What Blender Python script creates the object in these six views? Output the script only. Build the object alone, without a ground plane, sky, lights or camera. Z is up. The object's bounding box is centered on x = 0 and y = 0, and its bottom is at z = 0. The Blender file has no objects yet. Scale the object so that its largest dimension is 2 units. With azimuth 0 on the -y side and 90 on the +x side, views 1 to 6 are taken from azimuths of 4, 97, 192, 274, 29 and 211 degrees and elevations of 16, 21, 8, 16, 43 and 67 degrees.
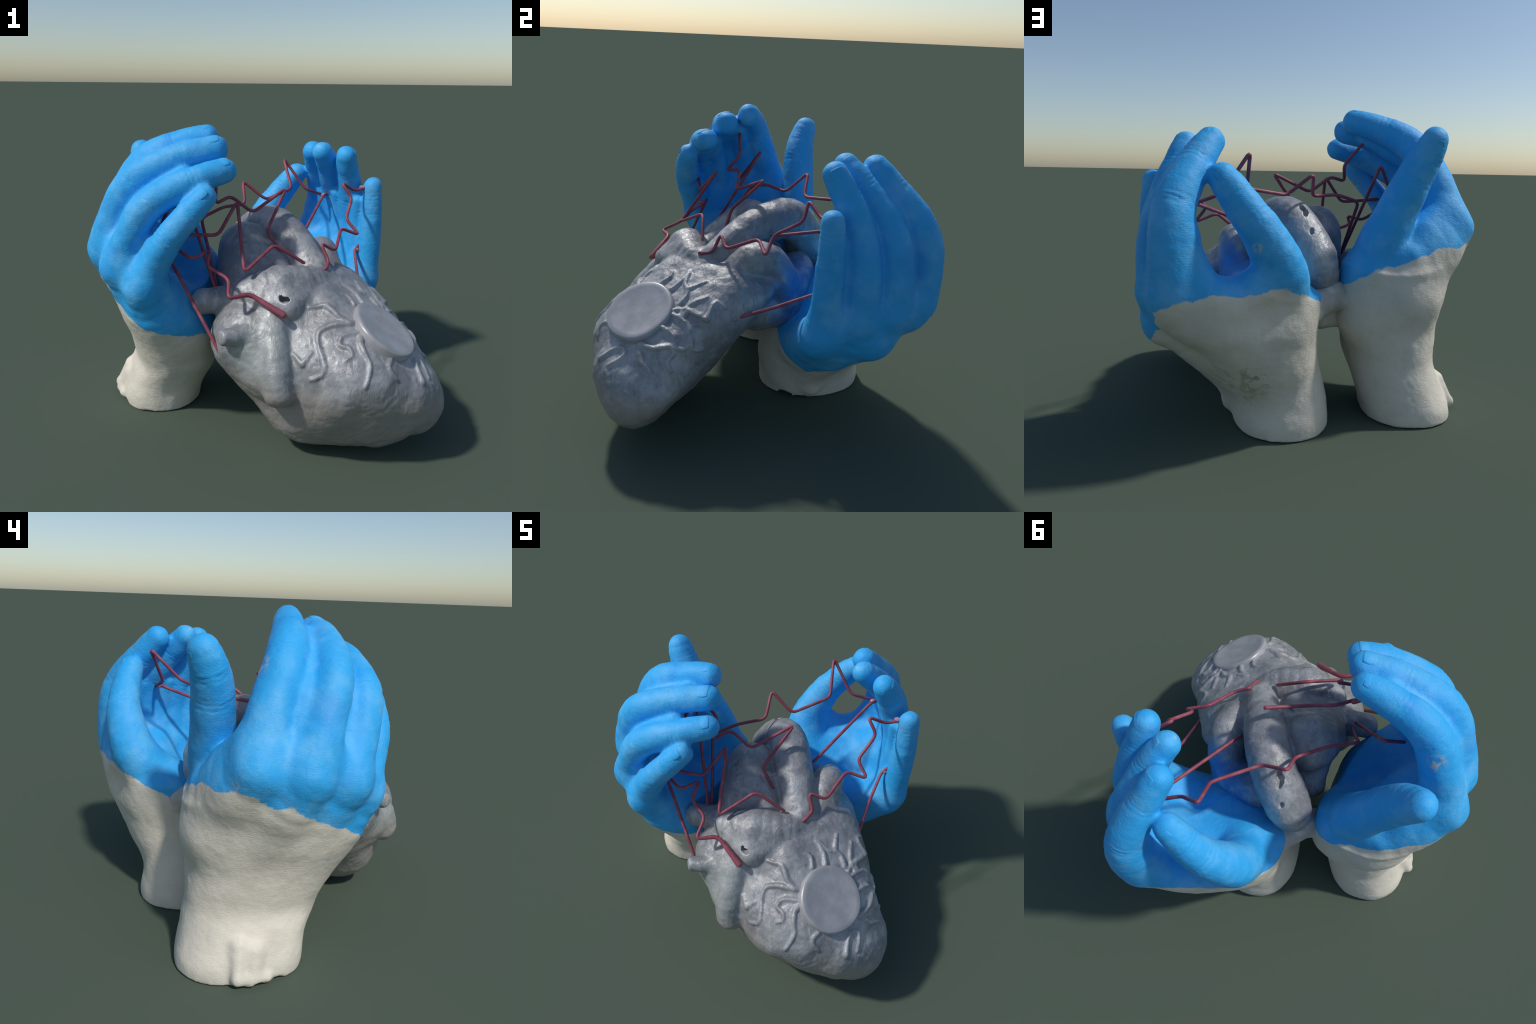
# Two cupped plaster hands dipped in blue paint around a grey anatomical heart,
# tied together with kinked red wires.
import bpy, math, random
import numpy as np
from mathutils import Vector, noise
from mathutils.bvhtree import BVHTree

random.seed(7)
noise.seed_set(7)
V = lambda *a: np.array(a, float)

# ------------------------------------------------------------------ shape fields
def catmull(points, radii, step=0.05):
    """Smooth centre line with radii through hand-placed joints."""
    P = np.array(points, float); R = np.array(radii, float)
    out, rad = [], []
    n = len(P)
    for i in range(n - 1):
        p0, p1, p2, p3 = P[max(i - 1, 0)], P[i], P[i + 1], P[min(i + 2, n - 1)]
        m = max(2, int(np.linalg.norm(p2 - p1) / step))
        for t in np.arange(m) / m:
            out.append(0.5 * (2 * p1 + (p2 - p0) * t + (2 * p0 - 5 * p1 + 4 * p2 - p3) * t * t + (3 * p1 - p0 - 3 * p2 + p3) * t ** 3))
            rad.append(R[i] + (R[i + 1] - R[i]) * t)
    out.append(P[-1]); rad.append(R[-1])
    return np.array(out), np.array(rad)


class Limb:
    """A tapering round limb along joints [(x, y, z, radius), ...]."""
    def __init__(self, *joints, bend=True, flat=None):
        J = np.array(joints, float)
        self.P, self.R = catmull(J[:, :3], J[:, 3]) if bend and len(J) > 2 else (J[:, :3], J[:, 3])
        r = self.R.max()
        self.lo, self.hi = self.P.min(0) - r, self.P.max(0) + r
        self.flat = flat            # (direction, factor): squash the section along a direction

    def __call__(self, Q):
        d = np.full(len(Q), 9.0, np.float32)
        for a, b, ra, rb in zip(self.P[:-1], self.P[1:], self.R[:-1], self.R[1:]):
            ab = b - a
            L = float(ab @ ab) + 1e-9
            w = Q - a.astype(np.float32)
            t = np.clip(w @ ab.astype(np.float32) / L, 0, 1)
            w -= t[:, None] * ab.astype(np.float32)
            if self.flat is not None:
                u, f = self.flat
                u = np.array(u, np.float32) / np.linalg.norm(u)
                w += (w @ u)[:, None] * u * (f - 1)
            np.minimum(d, np.sqrt((w * w).sum(1)) - (ra + (rb - ra) * t), out=d)
        return d


class Blob:
    """Ellipsoid: centre, three half sizes, optional axes (rows)."""
    def __init__(self, c, r, axes=None):
        self.c, self.r = np.array(c, np.float32), np.array(r, np.float32)
        self.A = np.eye(3, dtype=np.float32) if axes is None else np.array(axes, np.float32)
        m = self.r.max()
        self.lo, self.hi = self.c - m, self.c + m

    def __call__(self, Q):
        w = (Q - self.c) @ self.A.T
        k0 = np.sqrt(((w / self.r) ** 2).sum(1))
        k1 = np.sqrt(((w / self.r ** 2) ** 2).sum(1)) + 1e-6
        return k0 * (k0 - 1) / k1


class Trunk:
    """Upright loft: rows of (z, centre x, centre y, half x, half y, turn in degrees)."""
    def __init__(self, *rows, power=2.2):
        T = np.array(rows, float)
        z = np.linspace(T[0, 0], T[-1, 0], 80)
        pad, k = 12, np.hanning(15)[1:-1]
        cols = [z]
        for i in range(1, 6):
            c = np.interp(z, T[:, 0], T[:, i])
            cols.append(np.convolve(np.pad(c, pad, mode="reflect", reflect_type="odd"), k / k.sum(), mode="same")[pad:-pad])
        self.T = np.stack(cols, 1).astype(np.float32); self.p = power
        m = self.T[:, 3:5].max() + 0.03
        self.lo = np.array([self.T[:, 1].min() - m, self.T[:, 2].min() - m, self.T[0, 0]])
        self.hi = np.array([self.T[:, 1].max() + m, self.T[:, 2].max() + m, self.T[-1, 0]])

    def __call__(self, Q):
        T, z = self.T, Q[:, 2]
        cx, cy, rx, ry, tu = (np.interp(z, T[:, 0], T[:, i]).astype(np.float32) for i in range(1, 6))
        c, s = np.cos(np.radians(tu)), np.sin(np.radians(tu))
        x, y = Q[:, 0] - cx, Q[:, 1] - cy
        x, y = c * x + s * y, -s * x + c * y
        k = (np.abs(x / rx) ** self.p + np.abs(y / ry) ** self.p) ** (1 / self.p)
        d = (k - 1) * np.minimum(rx, ry)
        return np.maximum(d, np.maximum(T[0, 0] - z, z - T[-1, 0])).astype(np.float32)


def smin(a, b, k):
    h = np.clip(0.5 + 0.5 * (b - a) / k, 0, 1)
    return b + (a - b) * h - k * h * (1 - h)


class Union:
    def __init__(self, k, *parts):
        self.k, self.parts = k, parts
        self.lo = np.min([p.lo for p in parts], 0); self.hi = np.max([p.hi for p in parts], 0)

    def __call__(self, Q):
        d = self.parts[0](Q)
        for p in self.parts[1:]:
            d = smin(d, p(Q), self.k)
        return d


class Cut:
    """A part planed off along a slanted plane (point, normal), with a soft edge."""
    def __init__(self, part, point, normal, k=0.03):
        self.part, self.c, self.k = part, np.array(point, np.float32), k
        self.n = np.array(normal, np.float32) / np.linalg.norm(normal)
        self.lo, self.hi = part.lo, part.hi

    def __call__(self, Q):
        return -smin(-self.part(Q), -((Q - self.c) @ self.n), self.k)


def fill(grid_pts, shape_of, part, margin, axes):
    """Evaluate one part only inside its own box."""
    D = np.full(shape_of, 1.0, np.float32)
    sl = []
    for ax, lo, hi in zip(axes, part.lo - margin, part.hi + margin):
        i, j = np.searchsorted(ax, lo), np.searchsorted(ax, hi)
        if i >= j:
            return D
        sl.append(slice(i, j))
    X, Y, Z = np.meshgrid(axes[0][sl[0]], axes[1][sl[1]], axes[2][sl[2]], indexing="ij")
    Q = np.stack([X.ravel(), Y.ravel(), Z.ravel()], 1).astype(np.float32)
    D[tuple(sl)] = part(Q).reshape(X.shape)
    return D


def mesh_field(layers, cell, carve=()):
    """Blend parts [(part, blend radius)] in order, carve holes, and wrap a quad skin (surface nets)."""
    lo = np.min([p.lo for p, _ in layers], 0) - 0.04
    hi = np.max([p.hi for p, _ in layers], 0) + 0.04
    axes = [np.arange(l, h, cell) for l, h in zip(lo, hi)]
    shape = tuple(len(a) for a in axes)
    D = None
    for part, k in layers:
        d = fill(None, shape, part, 0.10, axes)
        D = d if D is None else smin(D, d, k)
    for part in carve:
        D = np.maximum(D, -fill(None, shape, part, 0.05, axes))
    D = np.maximum(D, (0.0 - axes[2])[None, None, :].astype(np.float32) + 0.0)
    inside = D < 0
    corner = [inside[i:shape[0] - 1 + i, j:shape[1] - 1 + j, k:shape[2] - 1 + k] for i in (0, 1) for j in (0, 1) for k in (0, 1)]
    cnt = sum(c.astype(np.int8) for c in corner)
    act = np.argwhere((cnt > 0) & (cnt < 8))
    index = np.full(tuple(s - 1 for s in shape), -1, np.int32)
    index[tuple(act.T)] = np.arange(len(act))
    acc = np.zeros((len(act), 3)); num = np.zeros(len(act))
    corners = np.array([(i, j, k) for i in (0, 1) for j in (0, 1) for k in (0, 1)])
    vals = np.stack([D[tuple((act + c).T)] for c in corners], 1)
    for a in range(8):
        for b in range(a + 1, 8):
            if np.abs(corners[a] - corners[b]).sum() != 1:
                continue
            m = (vals[:, a] < 0) != (vals[:, b] < 0)
            t = vals[m, a] / (vals[m, a] - vals[m, b])
            acc[m] += corners[a] + t[:, None] * (corners[b] - corners[a]); num[m] += 1
    verts = lo + cell * (act + acc / num[:, None])
    quads = []
    for ax in range(3):
        n = list(shape); n[ax] -= 1
        A = inside[tuple(slice(0, s) for s in n)]
        sh = [slice(0, s) for s in n]; sh[ax] = slice(1, shape[ax])
        B = inside[tuple(sh)]
        e = np.argwhere(A != B)
        u, w = (ax + 1) % 3, (ax + 2) % 3
        e = e[(e[:, u] > 0) & (e[:, w] > 0) & (e[:, u] < shape[u] - 1) & (e[:, w] < shape[w] - 1)]
        du, dw = np.eye(3, dtype=int)[u], np.eye(3, dtype=int)[w]
        q = np.stack([index[tuple((e - o).T)] for o in (du * 0, du, du + dw, dw)], 1)
        flip = ~A[tuple(e.T)]
        q[flip] = q[flip][:, ::-1]
        quads.append(q)
    quads = np.concatenate(quads)
    return verts, quads[(quads >= 0).all(1)]


def relax(verts, quads, times, keep=0.5):
    for _ in range(times):
        s = np.zeros_like(verts); c = np.zeros(len(verts))
        for a, b in ((0, 1), (1, 2), (2, 3), (3, 0)):
            np.add.at(s, quads[:, a], verts[quads[:, b]]); np.add.at(c, quads[:, a], 1)
        verts = keep * verts + (1 - keep) * s / np.maximum(c, 1)[:, None]
    return verts


def vertex_normals(verts, quads):
    n = np.cross(verts[quads[:, 2]] - verts[quads[:, 0]], verts[quads[:, 3]] - verts[quads[:, 1]])
    out = np.zeros_like(verts)
    for i in range(4):
        np.add.at(out, quads[:, i], n)
    return out / (np.linalg.norm(out, axis=1)[:, None] + 1e-12)


def lumps(verts, normals, waves):
    """Push the skin in and out with soft noise: [(frequency, height), ...]."""
    out = verts.copy()
    for f, h in waves:
        d = np.array([noise.noise(Vector(v * f)) for v in verts])
        out += normals * (d * h)[:, None]
    return out


# ------------------------------------------------------------------ scene helpers
def attach(obj, parent):
    bpy.context.scene.collection.objects.link(obj)
    obj.parent = parent
    return obj


def empty(name, parent=None):
    return attach(bpy.data.objects.new(name, None), parent)


def split_body(verts, quads, labels, names, materials, parent):
    """Cut one smooth skin into named parts that keep the whole skin's normals."""
    N = vertex_normals(verts, quads)
    made = []
    for i, name in enumerate(names):
        f = quads[labels == i]
        if not len(f):
            continue
        used, inv = np.unique(f, return_inverse=True)
        me = bpy.data.meshes.new(name)
        me.from_pydata(verts[used].tolist(), [], inv.reshape(-1, 4).tolist())
        me.polygons.foreach_set("use_smooth", [True] * len(f))
        me.materials.append(materials[i] if isinstance(materials, list) else materials)
        me.normals_split_custom_set_from_vertices(N[used].tolist())
        made.append(attach(bpy.data.objects.new(name, me), parent))
    return made


def rounded_path(points, radii, corner=0.036, steps=5):
    """Kinked wire: straight runs with small bends at the kinks."""
    P = [np.array(p, float) for p in points]
    out, rad = [P[0]], [radii[0]]
    for i in range(1, len(P) - 1):
        a, b, c = P[i - 1], P[i], P[i + 1]
        la, lc = np.linalg.norm(a - b), np.linalg.norm(c - b)
        s, e = b + (a - b) / la * min(corner, la * 0.45), b + (c - b) / lc * min(corner, lc * 0.45)
        for t in np.linspace(0, 1, steps):
            out.append((1 - t) ** 2 * s + 2 * t * (1 - t) * b + t * t * e); rad.append(radii[i])
    out.append(P[-1]); rad.append(radii[-1])
    return np.array(out), np.array(rad)


def tube(name, path, rad, material, parent, sides=12, ends=True):
    """Round tube with domed ends along a path."""
    n = len(path)
    tang = np.gradient(path, axis=0); tang /= np.linalg.norm(tang, axis=1)[:, None] + 1e-12
    up = np.cross(tang[0], V(0.3, 0.2, 1)); up /= np.linalg.norm(up)
    rings = []
    rows = [(path[0] - tang[0] * rad[0] * 0.8, tang[0], rad[0] * 0.5)] if ends else []
    rows += list(zip(path, tang, rad))
    if ends:
        rows.append((path[-1] + tang[-1] * rad[-1] * 0.8, tang[-1], rad[-1] * 0.5))
    verts = []
    for p, t, r in rows:
        up = up - t * (up @ t); up /= np.linalg.norm(up)
        side = np.cross(t, up)
        for k in range(sides):
            a = k * math.tau / sides
            verts.append(p + r * (math.cos(a) * up + math.sin(a) * side))
    faces = [[i * sides + k, i * sides + (k + 1) % sides, (i + 1) * sides + (k + 1) % sides, (i + 1) * sides + k] for i in range(len(rows) - 1) for k in range(sides)]
    faces.append(list(range(sides))[::-1]); faces.append([(len(rows) - 1) * sides + k for k in range(sides)])
    me = bpy.data.meshes.new(name)
    me.from_pydata([v.tolist() for v in verts], [], faces)
    me.polygons.foreach_set("use_smooth", [True] * len(faces))
    me.materials.append(material)
    return attach(bpy.data.objects.new(name, me), parent)


# ------------------------------------------------------------------ materials
class Nodes:
    def __init__(self, name):
        self.mat = bpy.data.materials.new(name); self.mat.use_nodes = True
        self.t = self.mat.node_tree; self.bsdf = self.t.nodes["Principled BSDF"]
        self.co = self.n("ShaderNodeTexCoord").outputs["Object"]

    def n(self, kind, **kw):
        x = self.t.nodes.new(kind)
        for k, v in kw.items():
            setattr(x, k, v)
        return x

    def link(self, a, b):
        self.t.links.new(a, b)

    def put(self, sock, v):
        if hasattr(v, "is_linked") or isinstance(v, bpy.types.NodeSocket):
            self.link(v, sock)
        else:
            sock.default_value = v

    def noise(self, scale, detail=4, rough=0.55, stretch=None, distort=0.0):
        x = self.n("ShaderNodeTexNoise")
        x.inputs["Scale"].default_value, x.inputs["Detail"].default_value, x.inputs["Roughness"].default_value = scale, detail, rough
        x.inputs["Distortion"].default_value = distort
        co = self.co
        if stretch:
            m = self.n("ShaderNodeMapping"); m.inputs["Scale"].default_value = stretch
            self.link(co, m.inputs[0]); co = m.outputs[0]
        self.link(co, x.inputs["Vector"])
        return x.outputs[0]

    def math(self, op, a, b=0.0, clamp=False):
        x = self.n("ShaderNodeMath", operation=op, use_clamp=clamp)
        self.put(x.inputs[0], a); self.put(x.inputs[1], b)
        return x.outputs[0]

    def band(self, v, lo, hi):
        x = self.n("ShaderNodeMapRange", interpolation_type="SMOOTHSTEP")
        self.put(x.inputs[0], v); x.inputs[1].default_value, x.inputs[2].default_value = lo, hi
        return x.outputs[0]

    def dot(self, d):
        x = self.n("ShaderNodeVectorMath", operation="DOT_PRODUCT")
        self.link(self.co, x.inputs[0]); x.inputs[1].default_value = d
        return x.outputs["Value"]

    def near(self, c, r0, r1):
        """1 within r0 of a point, fading to 0 at r1."""
        x = self.n("ShaderNodeVectorMath", operation="DISTANCE")
        self.link(self.co, x.inputs[0]); x.inputs[1].default_value = c
        return self.band(x.outputs["Value"], r1, r0)

    def mix(self, f, a, b):
        x = self.n("ShaderNodeMix", data_type="RGBA")
        self.put(x.inputs[0], f)
        for s, v in ((x.inputs[6], a), (x.inputs[7], b)):
            self.put(s, (*v, 1) if isinstance(v, tuple) else v)
        return x.outputs[2]

    def bump(self, h, strength, distance):
        x = self.n("ShaderNodeBump"); x.inputs["Strength"].default_value = strength; x.inputs["Distance"].default_value = distance
        self.put(x.inputs["Height"], h)
        self.link(x.outputs[0], self.bsdf.inputs["Normal"])

    def done(self, colour, rough, spec=0.5, metal=0.0, coat=0.0):
        self.put(self.bsdf.inputs["Base Color"], (*colour, 1) if isinstance(colour, tuple) else colour)
        self.put(self.bsdf.inputs["Roughness"], rough)
        self.bsdf.inputs["Specular IOR Level"].default_value = spec
        self.bsdf.inputs["Metallic"].default_value = metal
        self.bsdf.inputs["Coat Weight"].default_value = coat
        return self.mat


BLUE, BLUE_PALE, BLUE_DEEP = (0.033, 0.405, 0.84), (0.11, 0.48, 0.86), (0.02, 0.29, 0.77)
PLASTER, PLASTER_DIRT = (0.72, 0.665, 0.56), (0.22, 0.20, 0.15)
PEWTER, PEWTER_PALE, PEWTER_WARM = (0.25, 0.255, 0.265), (0.42, 0.43, 0.44), (0.36, 0.325, 0.29)
WIRE_RED = (0.27, 0.055, 0.085)


def hand_material(name, dips, scuffs, stains=()):
    """Plaster below a wavy dip line, blue paint above it; dips are planes (slope x, slope y, height)."""
    m = Nodes(name)
    h = None
    for slope_x, slope_y, height in dips:
        g = m.math("SUBTRACT", m.dot((-slope_x, -slope_y, 1.0)), height)
        h = g if h is None else m.math("MINIMUM", h, g)
    h = m.math("ADD", h, m.math("MULTIPLY", m.math("SUBTRACT", m.noise(9, 5), 0.5), 0.09))
    painted = m.band(h, -0.004, 0.006)
    blue = m.mix(m.band(m.noise(6, 5, 0.6), 0.42, 0.72), BLUE, BLUE_PALE)
    blue = m.mix(m.math("MULTIPLY", m.band(m.noise(3.3, 2), 0.55, 0.75), 0.5), blue, BLUE_DEEP)
    worn = m.band(m.noise(38, 6, 0.7), 0.70, 0.78)
    blue = m.mix(m.math("MULTIPLY", worn, 0.5), blue, (0.5, 0.58, 0.62))
    for c, r in scuffs:
        f = m.near(c, r * 0.3, r)
        f = m.math("MULTIPLY", f, m.band(m.noise(30, 4), 0.40, 0.6))
        blue = m.mix(f, blue, (0.52, 0.54, 0.56))
    plaster = m.mix(m.band(m.noise(5, 4), 0.40, 0.75), PLASTER, (0.62, 0.58, 0.49))
    plaster = m.mix(m.band(m.noise(55, 3, 0.6), 0.74, 0.80), plaster, PLASTER_DIRT)
    for c, r, tint in stains:
        f = m.math("MULTIPLY", m.near(c, r * 0.3, r), m.band(m.noise(22, 5, 0.65), 0.50, 0.60))
        plaster = m.mix(f, plaster, tint)
    col = m.mix(painted, plaster, blue)
    creases = m.math("ADD", m.noise(70, 5, 0.65, (1, 1, 2.2)), m.math("MULTIPLY", m.noise(26, 3), 0.8))
    pits = m.band(m.noise(48, 2), 0.72, 0.80)
    m.bump(m.math("SUBTRACT", creases, pits), 0.42, 0.006)
    return m.done(col, 0.55, 0.4)


def plaster_material():
    m = Nodes("bare_plaster")
    col = m.mix(m.band(m.noise(7, 4), 0.35, 0.7), PLASTER, (0.40, 0.38, 0.34))
    m.bump(m.noise(40, 4), 0.3, 0.006)
    return m.done(col, 0.6, 0.4)


def heart_material():
    m = Nodes("pewter_paint")
    col = m.mix(m.band(m.noise(4, 6, 0.65), 0.40, 0.66), PEWTER, PEWTER_PALE)
    streaks = m.noise(22, 6, 0.7, (1, 1, 0.35), 0.8)
    col = m.mix(m.math("MULTIPLY", m.band(streaks, 0.52, 0.70), 0.7), col, (0.46, 0.47, 0.50))
    col = m.mix(m.math("MULTIPLY", m.band(streaks, 0.46, 0.30), 0.6), col, (0.12, 0.125, 0.135))
    # bare warm primer around the tip and the underside, with a ragged edge
    edge = m.math("ADD", m.dot((0.10, 0.10, 1.0)), m.math("MULTIPLY", m.math("SUBTRACT", m.noise(10, 5), 0.5), 0.16))
    col = m.mix(m.math("MULTIPLY", m.band(edge, 0.44, 0.34), 0.8), col, PEWTER_WARM)
    col = m.mix(m.math("MULTIPLY", m.near((0.02, -0.80, 0.62), 0.10, 0.26), 0.45), col, (0.33, 0.36, 0.33))
    col = m.mix(m.band(m.noise(70, 4, 0.7), 0.68, 0.76), col, (0.62, 0.63, 0.65))
    # soft-edged blue patch on the side that faces the hand
    blue_patch = m.near((0.26, 0.26, 0.74), 0.16, 0.36)
    blue_patch = m.math("MULTIPLY", blue_patch, m.band(m.noise(7, 4), 0.25, 0.5))
    col = m.mix(m.math("MULTIPLY", blue_patch, 0.85), col, (0.025, 0.14, 0.40))
    h = m.math("ADD", m.math("MULTIPLY", streaks, 1.0), m.math("MULTIPLY", m.noise(16, 3), 1.0))
    m.bump(h, 0.55, 0.010)
    return m.done(col, m.math("ADD", m.math("MULTIPLY", m.noise(20, 4), 0.3), 0.26), 0.6, 0.15)


def medallion_material():
    m = Nodes("smooth_pewter")
    col = m.mix(m.band(m.noise(9, 5, 0.6), 0.35, 0.7), (0.33, 0.33, 0.345), (0.42, 0.42, 0.435))
    m.bump(m.noise(30, 4), 0.15, 0.005)
    return m.done(col, 0.36, 0.6, 0.1)


def wire_material():
    m = Nodes("red_wire_coating")
    col = m.mix(m.band(m.noise(14, 4), 0.4, 0.7), WIRE_RED, (0.36, 0.10, 0.13))
    m.bump(m.noise(60, 3), 0.25, 0.003)
    return m.done(col, 0.5, 0.4)


def glue_material():
    m = Nodes("cloudy_glue")
    col = m.mix(m.band(m.noise(30, 3), 0.4, 0.6), (0.36, 0.14, 0.20), (0.42, 0.42, 0.50))
    return m.done(col, 0.3, 0.5)


# ------------------------------------------------------------------ the thing
sculpture = empty("sculpture")
sculpture["label"] = "two blue dipped plaster hands cupping a grey heart with red wires"
sculpture["category"] = "sculpture"


def joint_creases(verts, normals, limbs):
    """Shallow skin folds across each finger at its two outer joints."""
    Q = verts.astype(np.float32)
    D = np.stack([limb(Q) for limb, _ in limbs], 1)
    mine, near = D.argmin(1), D.min(1) < 0.02
    push = np.zeros(len(verts))
    for i, (limb, joints) in enumerate(limbs):
        J = np.array(joints)[:, :3]
        for j in (-3, -2):
            axis = J[j + 1] - J[j - 1]
            axis /= np.linalg.norm(axis)
            side = np.array([noise.noise(Vector(v * 30)) for v in verts[(mine == i) & near]])
            s = (verts[(mine == i) & near] - J[j]) @ axis + 0.012 * side
            r = np.linalg.norm(verts[(mine == i) & near] - J[j], axis=1)
            fold = sum(a * np.exp(-((s - o) / 0.0075) ** 2) for o, a in ((-0.020, 0.6), (0.002, 1.0), (0.024, 0.5)))
            push[(mine == i) & near] += fold * (r < 0.16) * (0.6 + 0.8 * np.clip(side + 0.3, 0, 1))
    return verts - normals * (0.0042 * push)[:, None]


def fingernails(limbs, backs, material, hand):
    """Thin curved plates set into the backs of the finger tips."""
    for limb, back in zip(limbs, backs):
        tip, r = limb.P[-1], limb.R[-1]
        d = tip - limb.P[-3]; d /= np.linalg.norm(d)
        b = np.array(back, float); b -= d * (b @ d); b /= np.linalg.norm(b)
        side = np.cross(d, b)
        vs, fs, nu, nv = [], [], 13, 13
        for i in range(nu):
            for j in range(nv):
                u, w = 2 * i / (nu - 1) - 1, 2 * j / (nv - 1) - 1
                # square to rounded plate
                uu, ww = u * math.sqrt(1 - 0.30 * w * w), w * math.sqrt(1 - 0.30 * u * u)
                a = ww * 0.80
                edge = max(abs(u), abs(w))
                lift = r * 1.03 - (0.012 if edge > 0.99 else 0.0)
                along = d * (-0.12 * r + uu * 0.56 * r)
                vs.append((tip + along + lift * (math.cos(a) * b + math.sin(a) * side) * (1 - 0.10 * max(uu, 0) ** 2)).tolist())
        for i in range(nu - 1):
            for j in range(nv - 1):
                fs.append([i * nv + j, i * nv + j + 1, (i + 1) * nv + j + 1, (i + 1) * nv + j])
        me = bpy.data.meshes.new("fingernail")
        me.from_pydata(vs, [], fs)
        me.polygons.foreach_set("use_smooth", [True] * len(fs))
        me.materials.append(material)
        attach(bpy.data.objects.new("fingernail", me), hand)


def build_hand(fingers, thumb, palm_parts, webs, trunk, extras, paint, material, carve=(), cell=0.0085):
    hand = empty("hand", sculpture)
    F = [Limb(*f) for f in fingers]
    T = Limb(*thumb)
    palm = Union(0.07, *[Limb(*p) if isinstance(p, tuple) else p for p in palm_parts])
    layers = [(trunk, 0.05)] + [(e, 0.03) for e in extras] + [(palm, 0.12)]
    layers += [(Union(0.02, *F), 0.045)] + [(Limb(*w), 0.02) for w in webs] + [(T, 0.025)]
    verts, quads = mesh_field(layers, cell, carve)
    verts = relax(verts, quads, 3)
    N = vertex_normals(verts, quads)
    verts = lumps(verts, N, [(6, 0.006), (15, 0.0022), (40, 0.001)])
    verts = joint_creases(verts, vertex_normals(verts, quads), list(zip(F, fingers)) + [(T, thumb)])
    verts[:, 2] = np.maximum(verts[:, 2], 0)
    C = verts[quads].mean(1).astype(np.float32)
    d = np.stack([f(C) for f in F] + [T(C), palm(C) - 0.02], 1)
    lab = d.argmin(1)
    for sx, sy, h in paint:
        lab[C[:, 2] < C[:, 0] * sx + C[:, 1] * sy + h - 0.03] = 6
    split_body(verts, quads, lab, ["finger"] * 4 + ["thumb", "palm", "wrist"], material, hand)
    return hand, F, T


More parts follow.
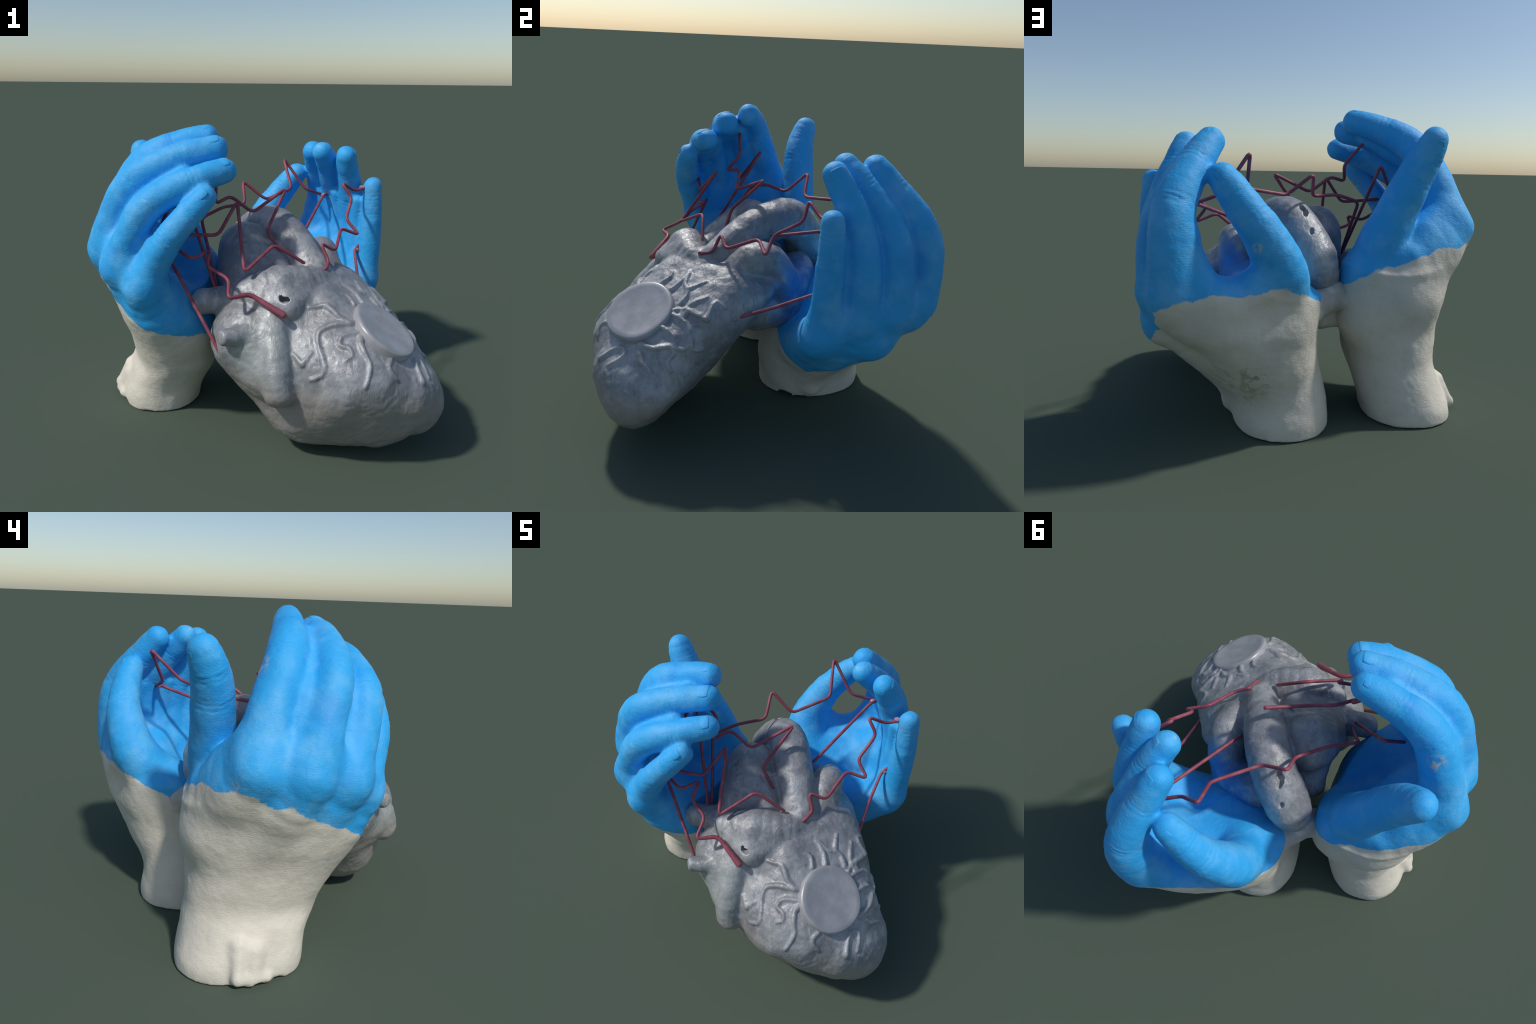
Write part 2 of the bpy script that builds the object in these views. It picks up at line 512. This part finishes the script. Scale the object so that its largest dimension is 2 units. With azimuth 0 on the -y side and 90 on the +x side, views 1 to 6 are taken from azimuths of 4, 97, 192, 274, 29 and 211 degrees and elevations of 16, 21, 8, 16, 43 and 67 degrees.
# right hand (stands on the -x side, back of the hand outwards)
PAINT_A = [(-0.4395, 0.2546, 0.5445)]
mat_a = hand_material("dipped_plaster", PAINT_A, [((-0.956, -0.092, 0.982), 0.04), ((-0.743, -0.152, 1.437), 0.06)],
                      [((-0.75, -0.50, 0.55), 0.06, (0.25, 0.42, 0.55))])
hand_a, fa, ta = build_hand(
    fingers=[
        [(-0.88, -0.16, 1.03, 0.115), (-0.79, -0.20, 1.255, 0.105), (-0.67, -0.25, 1.462, 0.095), (-0.48, -0.255, 1.57, 0.080), (-0.318, -0.24, 1.615, 0.066)],
        [(-0.855, -0.37, 1.01, 0.112), (-0.78, -0.425, 1.23, 0.096), (-0.66, -0.455, 1.41, 0.090), (-0.43, -0.415, 1.525, 0.078), (-0.255, -0.366, 1.568, 0.068)],
        [(-0.745, -0.54, 0.96, 0.102), (-0.66, -0.585, 1.16, 0.088), (-0.55, -0.60, 1.315, 0.084), (-0.34, -0.545, 1.425, 0.075), (-0.195, -0.475, 1.467, 0.066)],
        [(-0.605, -0.62, 0.87, 0.096), (-0.53, -0.655, 1.03, 0.080), (-0.46, -0.668, 1.15, 0.076), (-0.35, -0.645, 1.28, 0.069), (-0.275, -0.612, 1.36, 0.058)],
    ],
    thumb=[(-0.465, 0.06, 0.80, 0.14), (-0.535, 0.075, 1.00, 0.122), (-0.60, 0.07, 1.15, 0.107), (-0.67, 0.06, 1.30, 0.100), (-0.73, 0.07, 1.42, 0.086), (-0.765, 0.088, 1.497, 0.069)],
    palm_parts=[
        ((-0.66, 0.00, 0.70, 0.165), (-0.80, -0.10, 0.90, 0.138), (-0.88, -0.16, 1.02, 0.115)),
        ((-0.62, -0.15, 0.66, 0.165), (-0.77, -0.27, 0.85, 0.16), (-0.855, -0.37, 1.01, 0.112)),
        ((-0.56, -0.28, 0.64, 0.155), (-0.68, -0.43, 0.82, 0.14), (-0.745, -0.54, 0.96, 0.102)),
        ((-0.50, -0.38, 0.60, 0.17), (-0.57, -0.52, 0.74, 0.14), (-0.605, -0.615, 0.87, 0.098)),
        ((-0.46, -0.35, 0.62, 0.14), (-0.53, -0.50, 0.82, 0.105)),
        ((-0.465, 0.05, 0.80, 0.14), (-0.66, 0.02, 0.86, 0.145), (-0.80, -0.07, 0.93, 0.125)),
        ((-0.62, -0.08, 0.89, 0.13), (-0.73, -0.26, 1.02, 0.11)),
        ((-0.73, -0.04, 1.00, 0.105), (-0.81, -0.13, 1.10, 0.10)),
        ((-0.83, -0.17, 1.08, 0.10), (-0.80, -0.36, 1.08, 0.10), (-0.71, -0.52, 1.02, 0.095), (-0.585, -0.61, 0.92, 0.085)),
        ((-0.42, 0.07, 0.56, 0.13), (-0.45, 0.06, 0.78, 0.135)),
    ],
    webs=[
        ((-0.80, -0.31, 1.12, 0.088), (-0.73, -0.335, 1.30, 0.083), (-0.62, -0.35, 1.42, 0.073), (-0.40, -0.33, 1.535, 0.063)),
        ((-0.715, -0.49, 1.08, 0.082), (-0.605, -0.515, 1.285, 0.072), (-0.40, -0.485, 1.435, 0.058)),
        ((-0.595, -0.605, 0.97, 0.074), (-0.535, -0.625, 1.10, 0.062)),
    ],
    trunk=Trunk((0.0, -0.66, -0.08, 0.245, 0.312, 15), (0.06, -0.655, -0.08, 0.250, 0.316, 15), (0.15, -0.618, -0.09, 0.242, 0.312, 16), (0.3, -0.55, -0.13, 0.240, 0.335, 20),
                (0.5, -0.546, -0.165, 0.264, 0.365, 14), (0.65, -0.568, -0.185, 0.270, 0.395, 8), (0.78, -0.575, -0.175, 0.24, 0.35, 0), power=2.4),
    extras=[Limb((-0.845, -0.10, 0.17, 0.045), (-0.925, -0.105, 0.045, 0.024)), Limb((-0.83, -0.17, 0.14, 0.05), (-0.895, -0.17, 0.025, 0.028)), Limb((-0.925, -0.105, 0.045, 0.022), (-0.87, -0.24, 0.035, 0.02))],
    paint=PAINT_A, material=mat_a,
    carve=[Blob((-0.915, -0.20, -0.005), (0.05, 0.04, 0.03)), Blob((-0.85, -0.29, -0.01), (0.05, 0.05, 0.03)), Blob((-0.70, -0.42, -0.012), (0.10, 0.05, 0.03))])

fingernails(fa + [ta], [(-0.1, -0.1, 1), (-0.1, -0.3, 1), (-0.1, -0.45, 1), (-0.3, -0.8, 0.6), (-0.35, 1, 0.1)], mat_a, hand_a)

# left hand (stands on the +y side, leaning outwards)
PAINT_B = [(-0.42, 0.60, 0.33), (0.0, -0.90, 0.53)]
mat_b = hand_material("dipped_plaster", PAINT_B, [((-0.01, 0.735, 0.99), 0.035), ((0.314, 0.342, 1.53), 0.025)],
                      [((0.04, 0.62, 0.35), 0.12, PLASTER_DIRT), ((0.12, 0.60, 0.30), 0.20, (0.50, 0.49, 0.36))])
hand_b, fb, tb = build_hand(
    fingers=[
        [(0.355, 0.815, 0.78, 0.106), (0.362, 0.83, 0.98, 0.107), (0.36, 0.785, 1.18, 0.098), (0.318, 0.63, 1.365, 0.080), (0.28, 0.53, 1.464, 0.068)],
        [(0.49, 0.665, 0.76, 0.110), (0.492, 0.672, 1.00, 0.098), (0.443, 0.612, 1.21, 0.090), (0.385, 0.465, 1.385, 0.076), (0.338, 0.38, 1.475, 0.066)],
        [(0.575, 0.503, 0.74, 0.103), (0.582, 0.512, 0.96, 0.093), (0.55, 0.474, 1.175, 0.086), (0.51, 0.385, 1.36, 0.074), (0.488, 0.325, 1.460, 0.064)],
        [(0.64, 0.335, 0.67, 0.092), (0.665, 0.34, 0.90, 0.075), (0.672, 0.342, 1.09, 0.068), (0.67, 0.34, 1.21, 0.063), (0.667, 0.337, 1.268, 0.058)],
    ],
    thumb=[(-0.05, 0.43, 0.66, 0.15), (-0.085, 0.575, 0.86, 0.125), (-0.015, 0.65, 1.035, 0.100), (0.039, 0.67, 1.12, 0.092), (0.110, 0.672, 1.21, 0.084), (0.182, 0.665, 1.298, 0.067)],
    palm_parts=[
        ((0.03, 0.38, 0.42, 0.19), (0.13, 0.56, 0.61, 0.175), (0.28, 0.71, 0.71, 0.14), (0.36, 0.81, 0.78, 0.105)),
        ((0.08, 0.37, 0.30, 0.17), (0.31, 0.54, 0.52, 0.16), (0.485, 0.66, 0.74, 0.11)),
        ((0.105, 0.20, 0.20, 0.195), (0.27, 0.32, 0.37, 0.18), (0.48, 0.43, 0.55, 0.14), (0.57, 0.50, 0.70, 0.103)),
        ((0.10, 0.18, 0.28, 0.17), (0.36, 0.27, 0.455, 0.13), (0.635, 0.335, 0.67, 0.093)),
        ((-0.05, 0.43, 0.66, 0.15), (0.12, 0.50, 0.63, 0.15), (0.30, 0.55, 0.64, 0.14)),
        ((0.08, 0.50, 0.42, 0.17), (0.16, 0.65, 0.60, 0.155), (0.25, 0.71, 0.65, 0.145), (0.37, 0.77, 0.70, 0.115)),
        ((0.36, 0.23, 0.44, 0.13), (0.61, 0.31, 0.61, 0.105)),
        ((-0.01, 0.27, 0.57, 0.155), (-0.05, 0.42, 0.67, 0.15)),
        ((0.48, 0.575, 0.60, 0.145), (0.40, 0.60, 0.74, 0.13)),
        ((-0.07, 0.60, 0.86, 0.11), (0.08, 0.69, 0.75, 0.095), (0.22, 0.765, 0.775, 0.095), (0.31, 0.785, 0.92, 0.095), (0.34, 0.785, 1.02, 0.09)),
        ((0.36, 0.775, 0.80, 0.095), (0.455, 0.645, 0.81, 0.098), (0.55, 0.50, 0.78, 0.09), (0.62, 0.36, 0.74, 0.08)),
    ],
    webs=[
        ((0.40, 0.73, 0.85, 0.074), (0.405, 0.73, 1.0, 0.066), (0.378, 0.675, 1.18, 0.054)),
        ((0.50, 0.57, 0.85, 0.070), (0.505, 0.577, 1.0, 0.062), (0.468, 0.525, 1.19, 0.054)),
        ((0.588, 0.415, 0.80, 0.063), (0.592, 0.417, 1.0, 0.053), (0.585, 0.388, 1.16, 0.043)),
    ],
    trunk=Trunk((0.0, -0.02, 0.25, 0.248, 0.318, 18), (0.06, -0.018, 0.25, 0.252, 0.322, 18), (0.15, -0.012, 0.24, 0.246, 0.31, 18), (0.25, 0.02, 0.245, 0.242, 0.312, 26),
                (0.4, 0.04, 0.275, 0.235, 0.328, 26), (0.55, 0.04, 0.33, 0.245, 0.34, 14), (0.70, 0.0, 0.385, 0.22, 0.26, 0), power=2.2),
    extras=[Limb((0.17, 0.30, 0.14, 0.07), (0.25, 0.29, 0.07, 0.03))],
    paint=PAINT_B, material=mat_b,
    carve=[Blob((0.235, 0.13, -0.005), (0.05, 0.045, 0.05)), Blob((0.20, 0.22, -0.012), (0.08, 0.06, 0.03))])

fingernails(fb + [tb], [(0.6, 0.7, 0.5), (0.9, 0.5, 0.4), (1, 0.3, 0.4), (1, 0.1, 0.1), (-0.5, 1, 0.3)], mat_b, hand_b)

# ------------------------------------------------------------------ heart
heart = empty("heart", sculpture)
mat_heart = heart_material()
ventricle = Union(0.07,
    Limb((0.48, -0.575, 0.375, 0.352), (0.33, -0.42, 0.62, 0.29), bend=False),
    Limb((0.48, -0.575, 0.375, 0.335), (0.63, -0.60, 0.32, 0.28), (0.785, -0.605, 0.295, 0.20), bend=False),
    Limb((0.02, -0.68, 0.62, 0.12), (0.06, -0.745, 0.48, 0.12), bend=False),
    Limb((0.27, -0.68, 0.575, 0.145), (0.37, -0.62, 0.60, 0.17), bend=False),
    Limb((0.29, -0.71, 0.44, 0.185), (0.48, -0.70, 0.43, 0.26), (0.72, -0.69, 0.37, 0.175), bend=False),
    Limb((0.77, -0.52, 0.305, 0.185), (0.62, -0.475, 0.50, 0.225), (0.42, -0.23, 0.67, 0.225), (0.33, -0.04, 0.67, 0.185), bend=False),
    Limb((0.48, -0.59, 0.36, 0.315), (0.27, -0.60, 0.27, 0.225), bend=False),
    Limb((0.26, -0.60, 0.275, 0.23), (-0.045, -0.555, 0.575, 0.222), bend=False),
    Limb((-0.04, -0.56, 0.62, 0.19), (0.28, -0.42, 0.62, 0.26), bend=False))
DISC_C, DISC_N = V(0.649, -0.638, 0.697), V(0.52, -0.20, 0.83)
DISC_N /= np.linalg.norm(DISC_N)
ventricle = Cut(ventricle, DISC_C - 0.012 * DISC_N, DISC_N, 0.05)
# flat slanting planes of the underside: rear, rear edge, front
for point, normal in [((0.50, -0.282, 0.299), (0.156, 0.828, -0.539)), ((0.50, -0.108, 0.491), (0.249, 0.718, -0.649)), ((0.466, -0.829, 0.20), (0.045, -0.892, -0.449))]:
    ventricle = Cut(ventricle, V(*point) + 0.018 * V(*normal), normal, 0.05)
sleeve = Limb((0.06, -0.65, 0.755, 0.070), (0.082, -0.755, 0.64, 0.072), (0.098, -0.83, 0.52, 0.08), (0.116, -0.85, 0.43, 0.085))
stub_front = Limb((0.0, -0.69, 0.67, 0.052), (-0.165, -0.80, 0.69, 0.043))
stub_front = Cut(stub_front, (-0.185, -0.815, 0.697), (-0.8, -0.55, 0.1), 0.012)
stub_side = Limb((-0.10, -0.45, 0.76, 0.09), (-0.30, -0.52, 0.772, 0.072))
auricle = Union(0.04, Limb((-0.055, -0.545, 0.83, 0.085), (0.10, -0.515, 0.85, 0.135), (0.29, -0.425, 0.87, 0.078)), Limb((0.03, -0.60, 0.80, 0.08), (0.14, -0.61, 0.80, 0.095), (0.22, -0.53, 0.83, 0.08)))
trunk_vein = Union(0.05, Limb((-0.05, -0.42, 0.74, 0.15), (-0.085, -0.31, 0.85, 0.165), (-0.115, -0.175, 0.975, 0.155)), Limb((0.07, -0.35, 0.87, 0.105), (0.04, -0.22, 0.92, 0.11)))
lower_lobe = Union(0.04, Limb((-0.10, -0.20, 0.85, 0.14), (-0.19, -0.05, 0.76, 0.09)), Limb((0.22, 0.10, 0.73, 0.12), (0.04, 0.13, 0.76, 0.11)), Limb((0.31, -0.05, 0.62, 0.14), (0.22, 0.08, 0.60, 0.12)))
aorta = Limb((0.315, -0.355, 0.84, 0.09), (0.225, -0.225, 0.95, 0.108), (0.13, -0.10, 1.035, 0.118), (0.03, 0.03, 1.07, 0.122), (-0.08, 0.12, 1.005, 0.125), (-0.165, 0.165, 0.88, 0.125), (-0.195, 0.165, 0.80, 0.11))
left_vessel = Limb((0.365, -0.22, 0.79, 0.10), (0.338, -0.09, 0.905, 0.102), (0.318, -0.01, 0.91, 0.10), (0.30, 0.06, 0.82, 0.098), (0.28, 0.09, 0.70, 0.10))
groups = [("ventricle", ventricle, 0.05), ("vein_sleeve", sleeve, 0.028), ("vessel_stub", stub_front, 0.02), ("vessel_stub", stub_side, 0.02), ("auricle", auricle, 0.022),
          ("vein_trunk", trunk_vein, 0.03), ("vessel_lobe", lower_lobe, 0.03), ("aorta", aorta, 0.022), ("side_vessel", left_vessel, 0.025)]
holes = [Blob((0.131, -0.665, 0.85), (0.028, 0.04, 0.016)), Blob((0.112, -0.66, 0.857), (0.012, 0.03, 0.012)),
         Blob((-0.105, 0.145, 1.125), (0.022, 0.02, 0.03)), Blob((-0.09, 0.13, 1.132), (0.014, 0.02, 0.03)), Blob((-0.12, 0.168, 1.11), (0.012, 0.026, 0.03)), Blob((-0.165, 0.235, 1.02), (0.010, 0.022, 0.02))]

# raised winding blood vessels that spread from the medallion, fused into the skin
VEINS = [
    [(0.482, -0.693, 0.744), (0.424, -0.717, 0.745), (0.364, -0.724, 0.737), (0.307, -0.738, 0.704), (0.298, -0.767, 0.662), (0.315, -0.819, 0.63), (0.331, -0.873, 0.587), (0.316, -0.89, 0.548), (0.266, -0.89, 0.52)],
    [(0.45, -0.707, 0.75), (0.399, -0.685, 0.772), (0.344, -0.642, 0.813), (0.304, -0.642, 0.806), (0.255, -0.641, 0.798)],
    [(0.501, -0.744, 0.713), (0.427, -0.767, 0.709), (0.405, -0.794, 0.686), (0.413, -0.814, 0.669), (0.451, -0.828, 0.666), (0.463, -0.857, 0.639), (0.438, -0.869, 0.625)],
    [(0.512, -0.766, 0.701), (0.504, -0.803, 0.684), (0.521, -0.842, 0.651), (0.546, -0.874, 0.615), (0.541, -0.908, 0.57), (0.521, -0.943, 0.519)],
    [(0.652, -0.808, 0.603), (0.639, -0.843, 0.59), (0.656, -0.867, 0.562), (0.691, -0.865, 0.522)],
    [(0.815, -0.786, 0.477), (0.795, -0.738, 0.509), (0.787, -0.689, 0.535), (0.812, -0.655, 0.525), (0.834, -0.674, 0.498), (0.854, -0.733, 0.468)],
    [(0.486, -0.561, 0.786), (0.46, -0.518, 0.813), (0.427, -0.517, 0.832)],
    [(0.537, -0.5, 0.771), (0.506, -0.454, 0.804), (0.441, -0.424, 0.847)],
    [(0.627, -0.428, 0.721), (0.585, -0.394, 0.762), (0.539, -0.403, 0.791), (0.515, -0.422, 0.803), (0.454, -0.416, 0.841)],
    [(0.545, -0.397, 0.788), (0.518, -0.308, 0.826)],
    [(0.676, -0.405, 0.689), (0.634, -0.372, 0.732), (0.599, -0.282, 0.776)],
    [(0.682, -0.383, 0.691), (0.665, -0.367, 0.71), (0.677, -0.299, 0.712)],
    [(0.238, -0.811, 0.563), (0.193, -0.761, 0.581)],
    [(0.238, -0.811, 0.563), (0.272, -0.794, 0.616)],
    [(0.649, -0.447, 0.7), (0.652, -0.378, 0.717), (0.682, -0.318, 0.705), (0.692, -0.264, 0.7), (0.648, -0.252, 0.736), (0.614, -0.23, 0.763), (0.624, -0.183, 0.74)],
    [(0.673, -0.44, 0.687), (0.71, -0.37, 0.673), (0.767, -0.326, 0.619), (0.793, -0.312, 0.57), (0.764, -0.261, 0.551)],
    [(0.733, -0.483, 0.64), (0.764, -0.415, 0.623), (0.812, -0.394, 0.587), (0.806, -0.345, 0.581), (0.779, -0.338, 0.608)],
    [(0.79, -0.586, 0.569), (0.819, -0.502, 0.571), (0.808, -0.432, 0.589), (0.836, -0.402, 0.56), (0.86, -0.432, 0.529), (0.867, -0.409, 0.48)],
    [(0.797, -0.583, 0.565), (0.859, -0.557, 0.506), (0.88, -0.507, 0.468), (0.904, -0.483, 0.403)],
]
rough_v, rough_q = mesh_field([(g[1], g[2]) for g in groups[:2]], 0.014)
surface = BVHTree.FromPolygons(rough_v.tolist(), rough_q.tolist())
veins = []
for v in VEINS:
    w = 0.0158 if len(v) > 4 else 0.0138
    on = [np.array(surface.find_nearest(Vector(p))[0]) for p in v]
    veins.append(("vein", Limb(*[(*(p), r) for p, r in zip(on, np.linspace(w, w * 0.6, len(v)))]), 0.009))
verts, quads = mesh_field([(g[1], g[2]) for g in groups + veins], 0.0056, carve=holes)
verts = relax(verts, quads, 1, 0.6)
N = vertex_normals(verts, quads)
verts = lumps(verts, N, [(6, 0.010), (15, 0.004), (36, 0.0015)])
verts[:, 2] = np.maximum(verts[:, 2], 0)
C = verts[quads].mean(1).astype(np.float32)
lab = np.stack([g[1](C) for g in groups + veins], 1).argmin(1)
split_body(verts, quads, lab, [g[0] for g in groups + veins], mat_heart, heart)

# the round flat medallion on the front of the heart
DISC_U = np.cross(V(0, 0, 1), DISC_N); DISC_U /= np.linalg.norm(DISC_U)
DISC_W = np.cross(DISC_N, DISC_U)


def medallion():
    profile = [(0.03, -0.005), (0.06, -0.005), (0.11, -0.004), (0.150, -0.001), (0.172, 0.002), (0.181, -0.003), (0.186, -0.014), (0.184, -0.05), (0.176, -0.12)]
    sides, vs, fs = 72, [], []
    for r, h in profile:
        for k in range(sides):
            a = k * math.tau / sides
            rr = r * (1 + 0.012 * math.sin(2 * a + 0.6) + 0.006 * math.sin(5 * a))
            vs.append((DISC_C + DISC_N * (0.006 + h + 0.006 * r * math.sin(3 * a + 20 * r)) + rr * (math.cos(a) * DISC_U + math.sin(a) * DISC_W)).tolist())
    fs.append(list(range(sides)))
    for i in range(len(profile) - 1):
        for k in range(sides):
            k2 = (k + 1) % sides
            fs.append([i * sides + k, (i + 1) * sides + k, (i + 1) * sides + k2, i * sides + k2])
    me = bpy.data.meshes.new("medallion")
    me.from_pydata(vs, [], fs)
    me.polygons.foreach_set("use_smooth", [True] * len(fs))
    me.materials.append(medallion_material())
    attach(bpy.data.objects.new("medallion", me), heart)


medallion()

# lump of filler that joins the two wrists behind the heart
v_b, q_b = mesh_field([(Union(0.05, Limb((-0.36, 0.08, 0.66, 0.085), (-0.26, 0.17, 0.655, 0.07), (-0.17, 0.30, 0.63, 0.09)), Blob((-0.25, 0.14, 0.70), (0.07, 0.07, 0.05)), Limb((-0.34, 0.0, 0.54, 0.07), (-0.20, 0.10, 0.53, 0.06))), 0.03)], 0.009)
v_b = lumps(v_b, vertex_normals(v_b, q_b), [(12, 0.010)])
split_body(v_b, q_b, np.zeros(len(q_b), int), ["filler_joint"], plaster_material(), sculpture)

# ------------------------------------------------------------------ wires
mat_wire, mat_glue = wire_material(), glue_material()
R = 0.0096
WIRES = [
    ([(-0.40, -0.31, 1.53), (-0.264, -0.277, 1.371), (-0.26, -0.364, 1.272), (-0.186, -0.265, 1.299), (-0.065, -0.257, 1.205), (0.115, -0.067, 1.314), (0.016, -0.273, 1.104), (0.10, -0.295, 0.99)], None),
    ([(0.37, 0.57, 1.16), (0.237, 0.49, 1.215), (0.087, 0.529, 1.416), (0.148, 0.366, 1.238), (-0.012, 0.153, 1.201), (-0.157, 0.161, 1.316), (-0.131, 0.034, 1.194), (-0.249, -0.097, 1.201), (-0.363, -0.211, 1.157), (-0.30, -0.33, 0.98), (-0.243, -0.449, 0.82)], None),
    ([(-0.56, -0.33, 1.15), (-0.486, -0.171, 1.372), (-0.25, -0.478, 0.83)], None),
    ([(-0.45, -0.59, 1.16), (-0.372, -0.567, 1.151), (-0.225, -0.524, 1.139), (-0.138, -0.392, 1.297), (-0.081, -0.611, 0.968), (0.065, -0.438, 1.074), (0.225, -0.40, 0.965)], None),
    ([(-0.46, -0.565, 1.09), (-0.354, -0.586, 1.022), (-0.271, -0.492, 1.053), (-0.279, -0.589, 0.991), (-0.157, -0.637, 0.939), (-0.148, -0.757, 0.877), (-0.048, -0.68, 0.878), (0.124, -0.739, 0.793)], [1, 1, 1, 1, 1, 1, 1.3, 2.0]),
    ([(-0.48, -0.54, 1.01), (-0.232, -0.694, 0.618), (-0.19, -0.72, 0.55)], None),
    ([(0.63, 0.33, 1.262), (0.548, 0.279, 1.244), (0.456, 0.205, 1.31), (0.526, 0.19, 1.213), (0.48, 0.038, 1.115), (0.564, 0.01, 1.024), (0.447, -0.044, 1.077), (0.407, -0.228, 0.987), (0.318, -0.273, 1.045), (0.368, -0.311, 0.945), (0.345, -0.39, 0.93)], None),
    ([(0.40, 0.58, 1.18), (0.361, 0.515, 1.163), (0.235, 0.047, 1.035), (0.22, 0.0, 1.02)], None),
    ([(0.60, 0.31, 0.88), (0.57, 0.287, 0.849), (0.573, 0.08, 0.752), (0.597, -0.123, 0.678), (0.59, -0.16, 0.66)], None),
]
for c, r in [((0.60, 0.32, 1.262), 0.020), ((0.582, 0.298, 0.853), 0.022), ((0.368, 0.55, 1.165), 0.020), ((0.606, -0.140, 0.680), 0.018)]:
    v_g, q_g = mesh_field([(Union(0.01, Blob(c, (r, r * 0.8, r * 0.7)), Blob((c[0] + r * 0.5, c[1] + r * 0.4, c[2] - r * 0.4), (r * 0.7,) * 3)), 0.01)], 0.006)
    split_body(v_g, q_g, np.zeros(len(q_g), int), ["glue_drop"], mat_glue, sculpture)
for pts, fat in WIRES:
    rad = [R * f for f in (fat or [1] * len(pts))]
    path, rr = rounded_path(pts, rad)
    tube("wire", path, rr, mat_wire, sculpture)
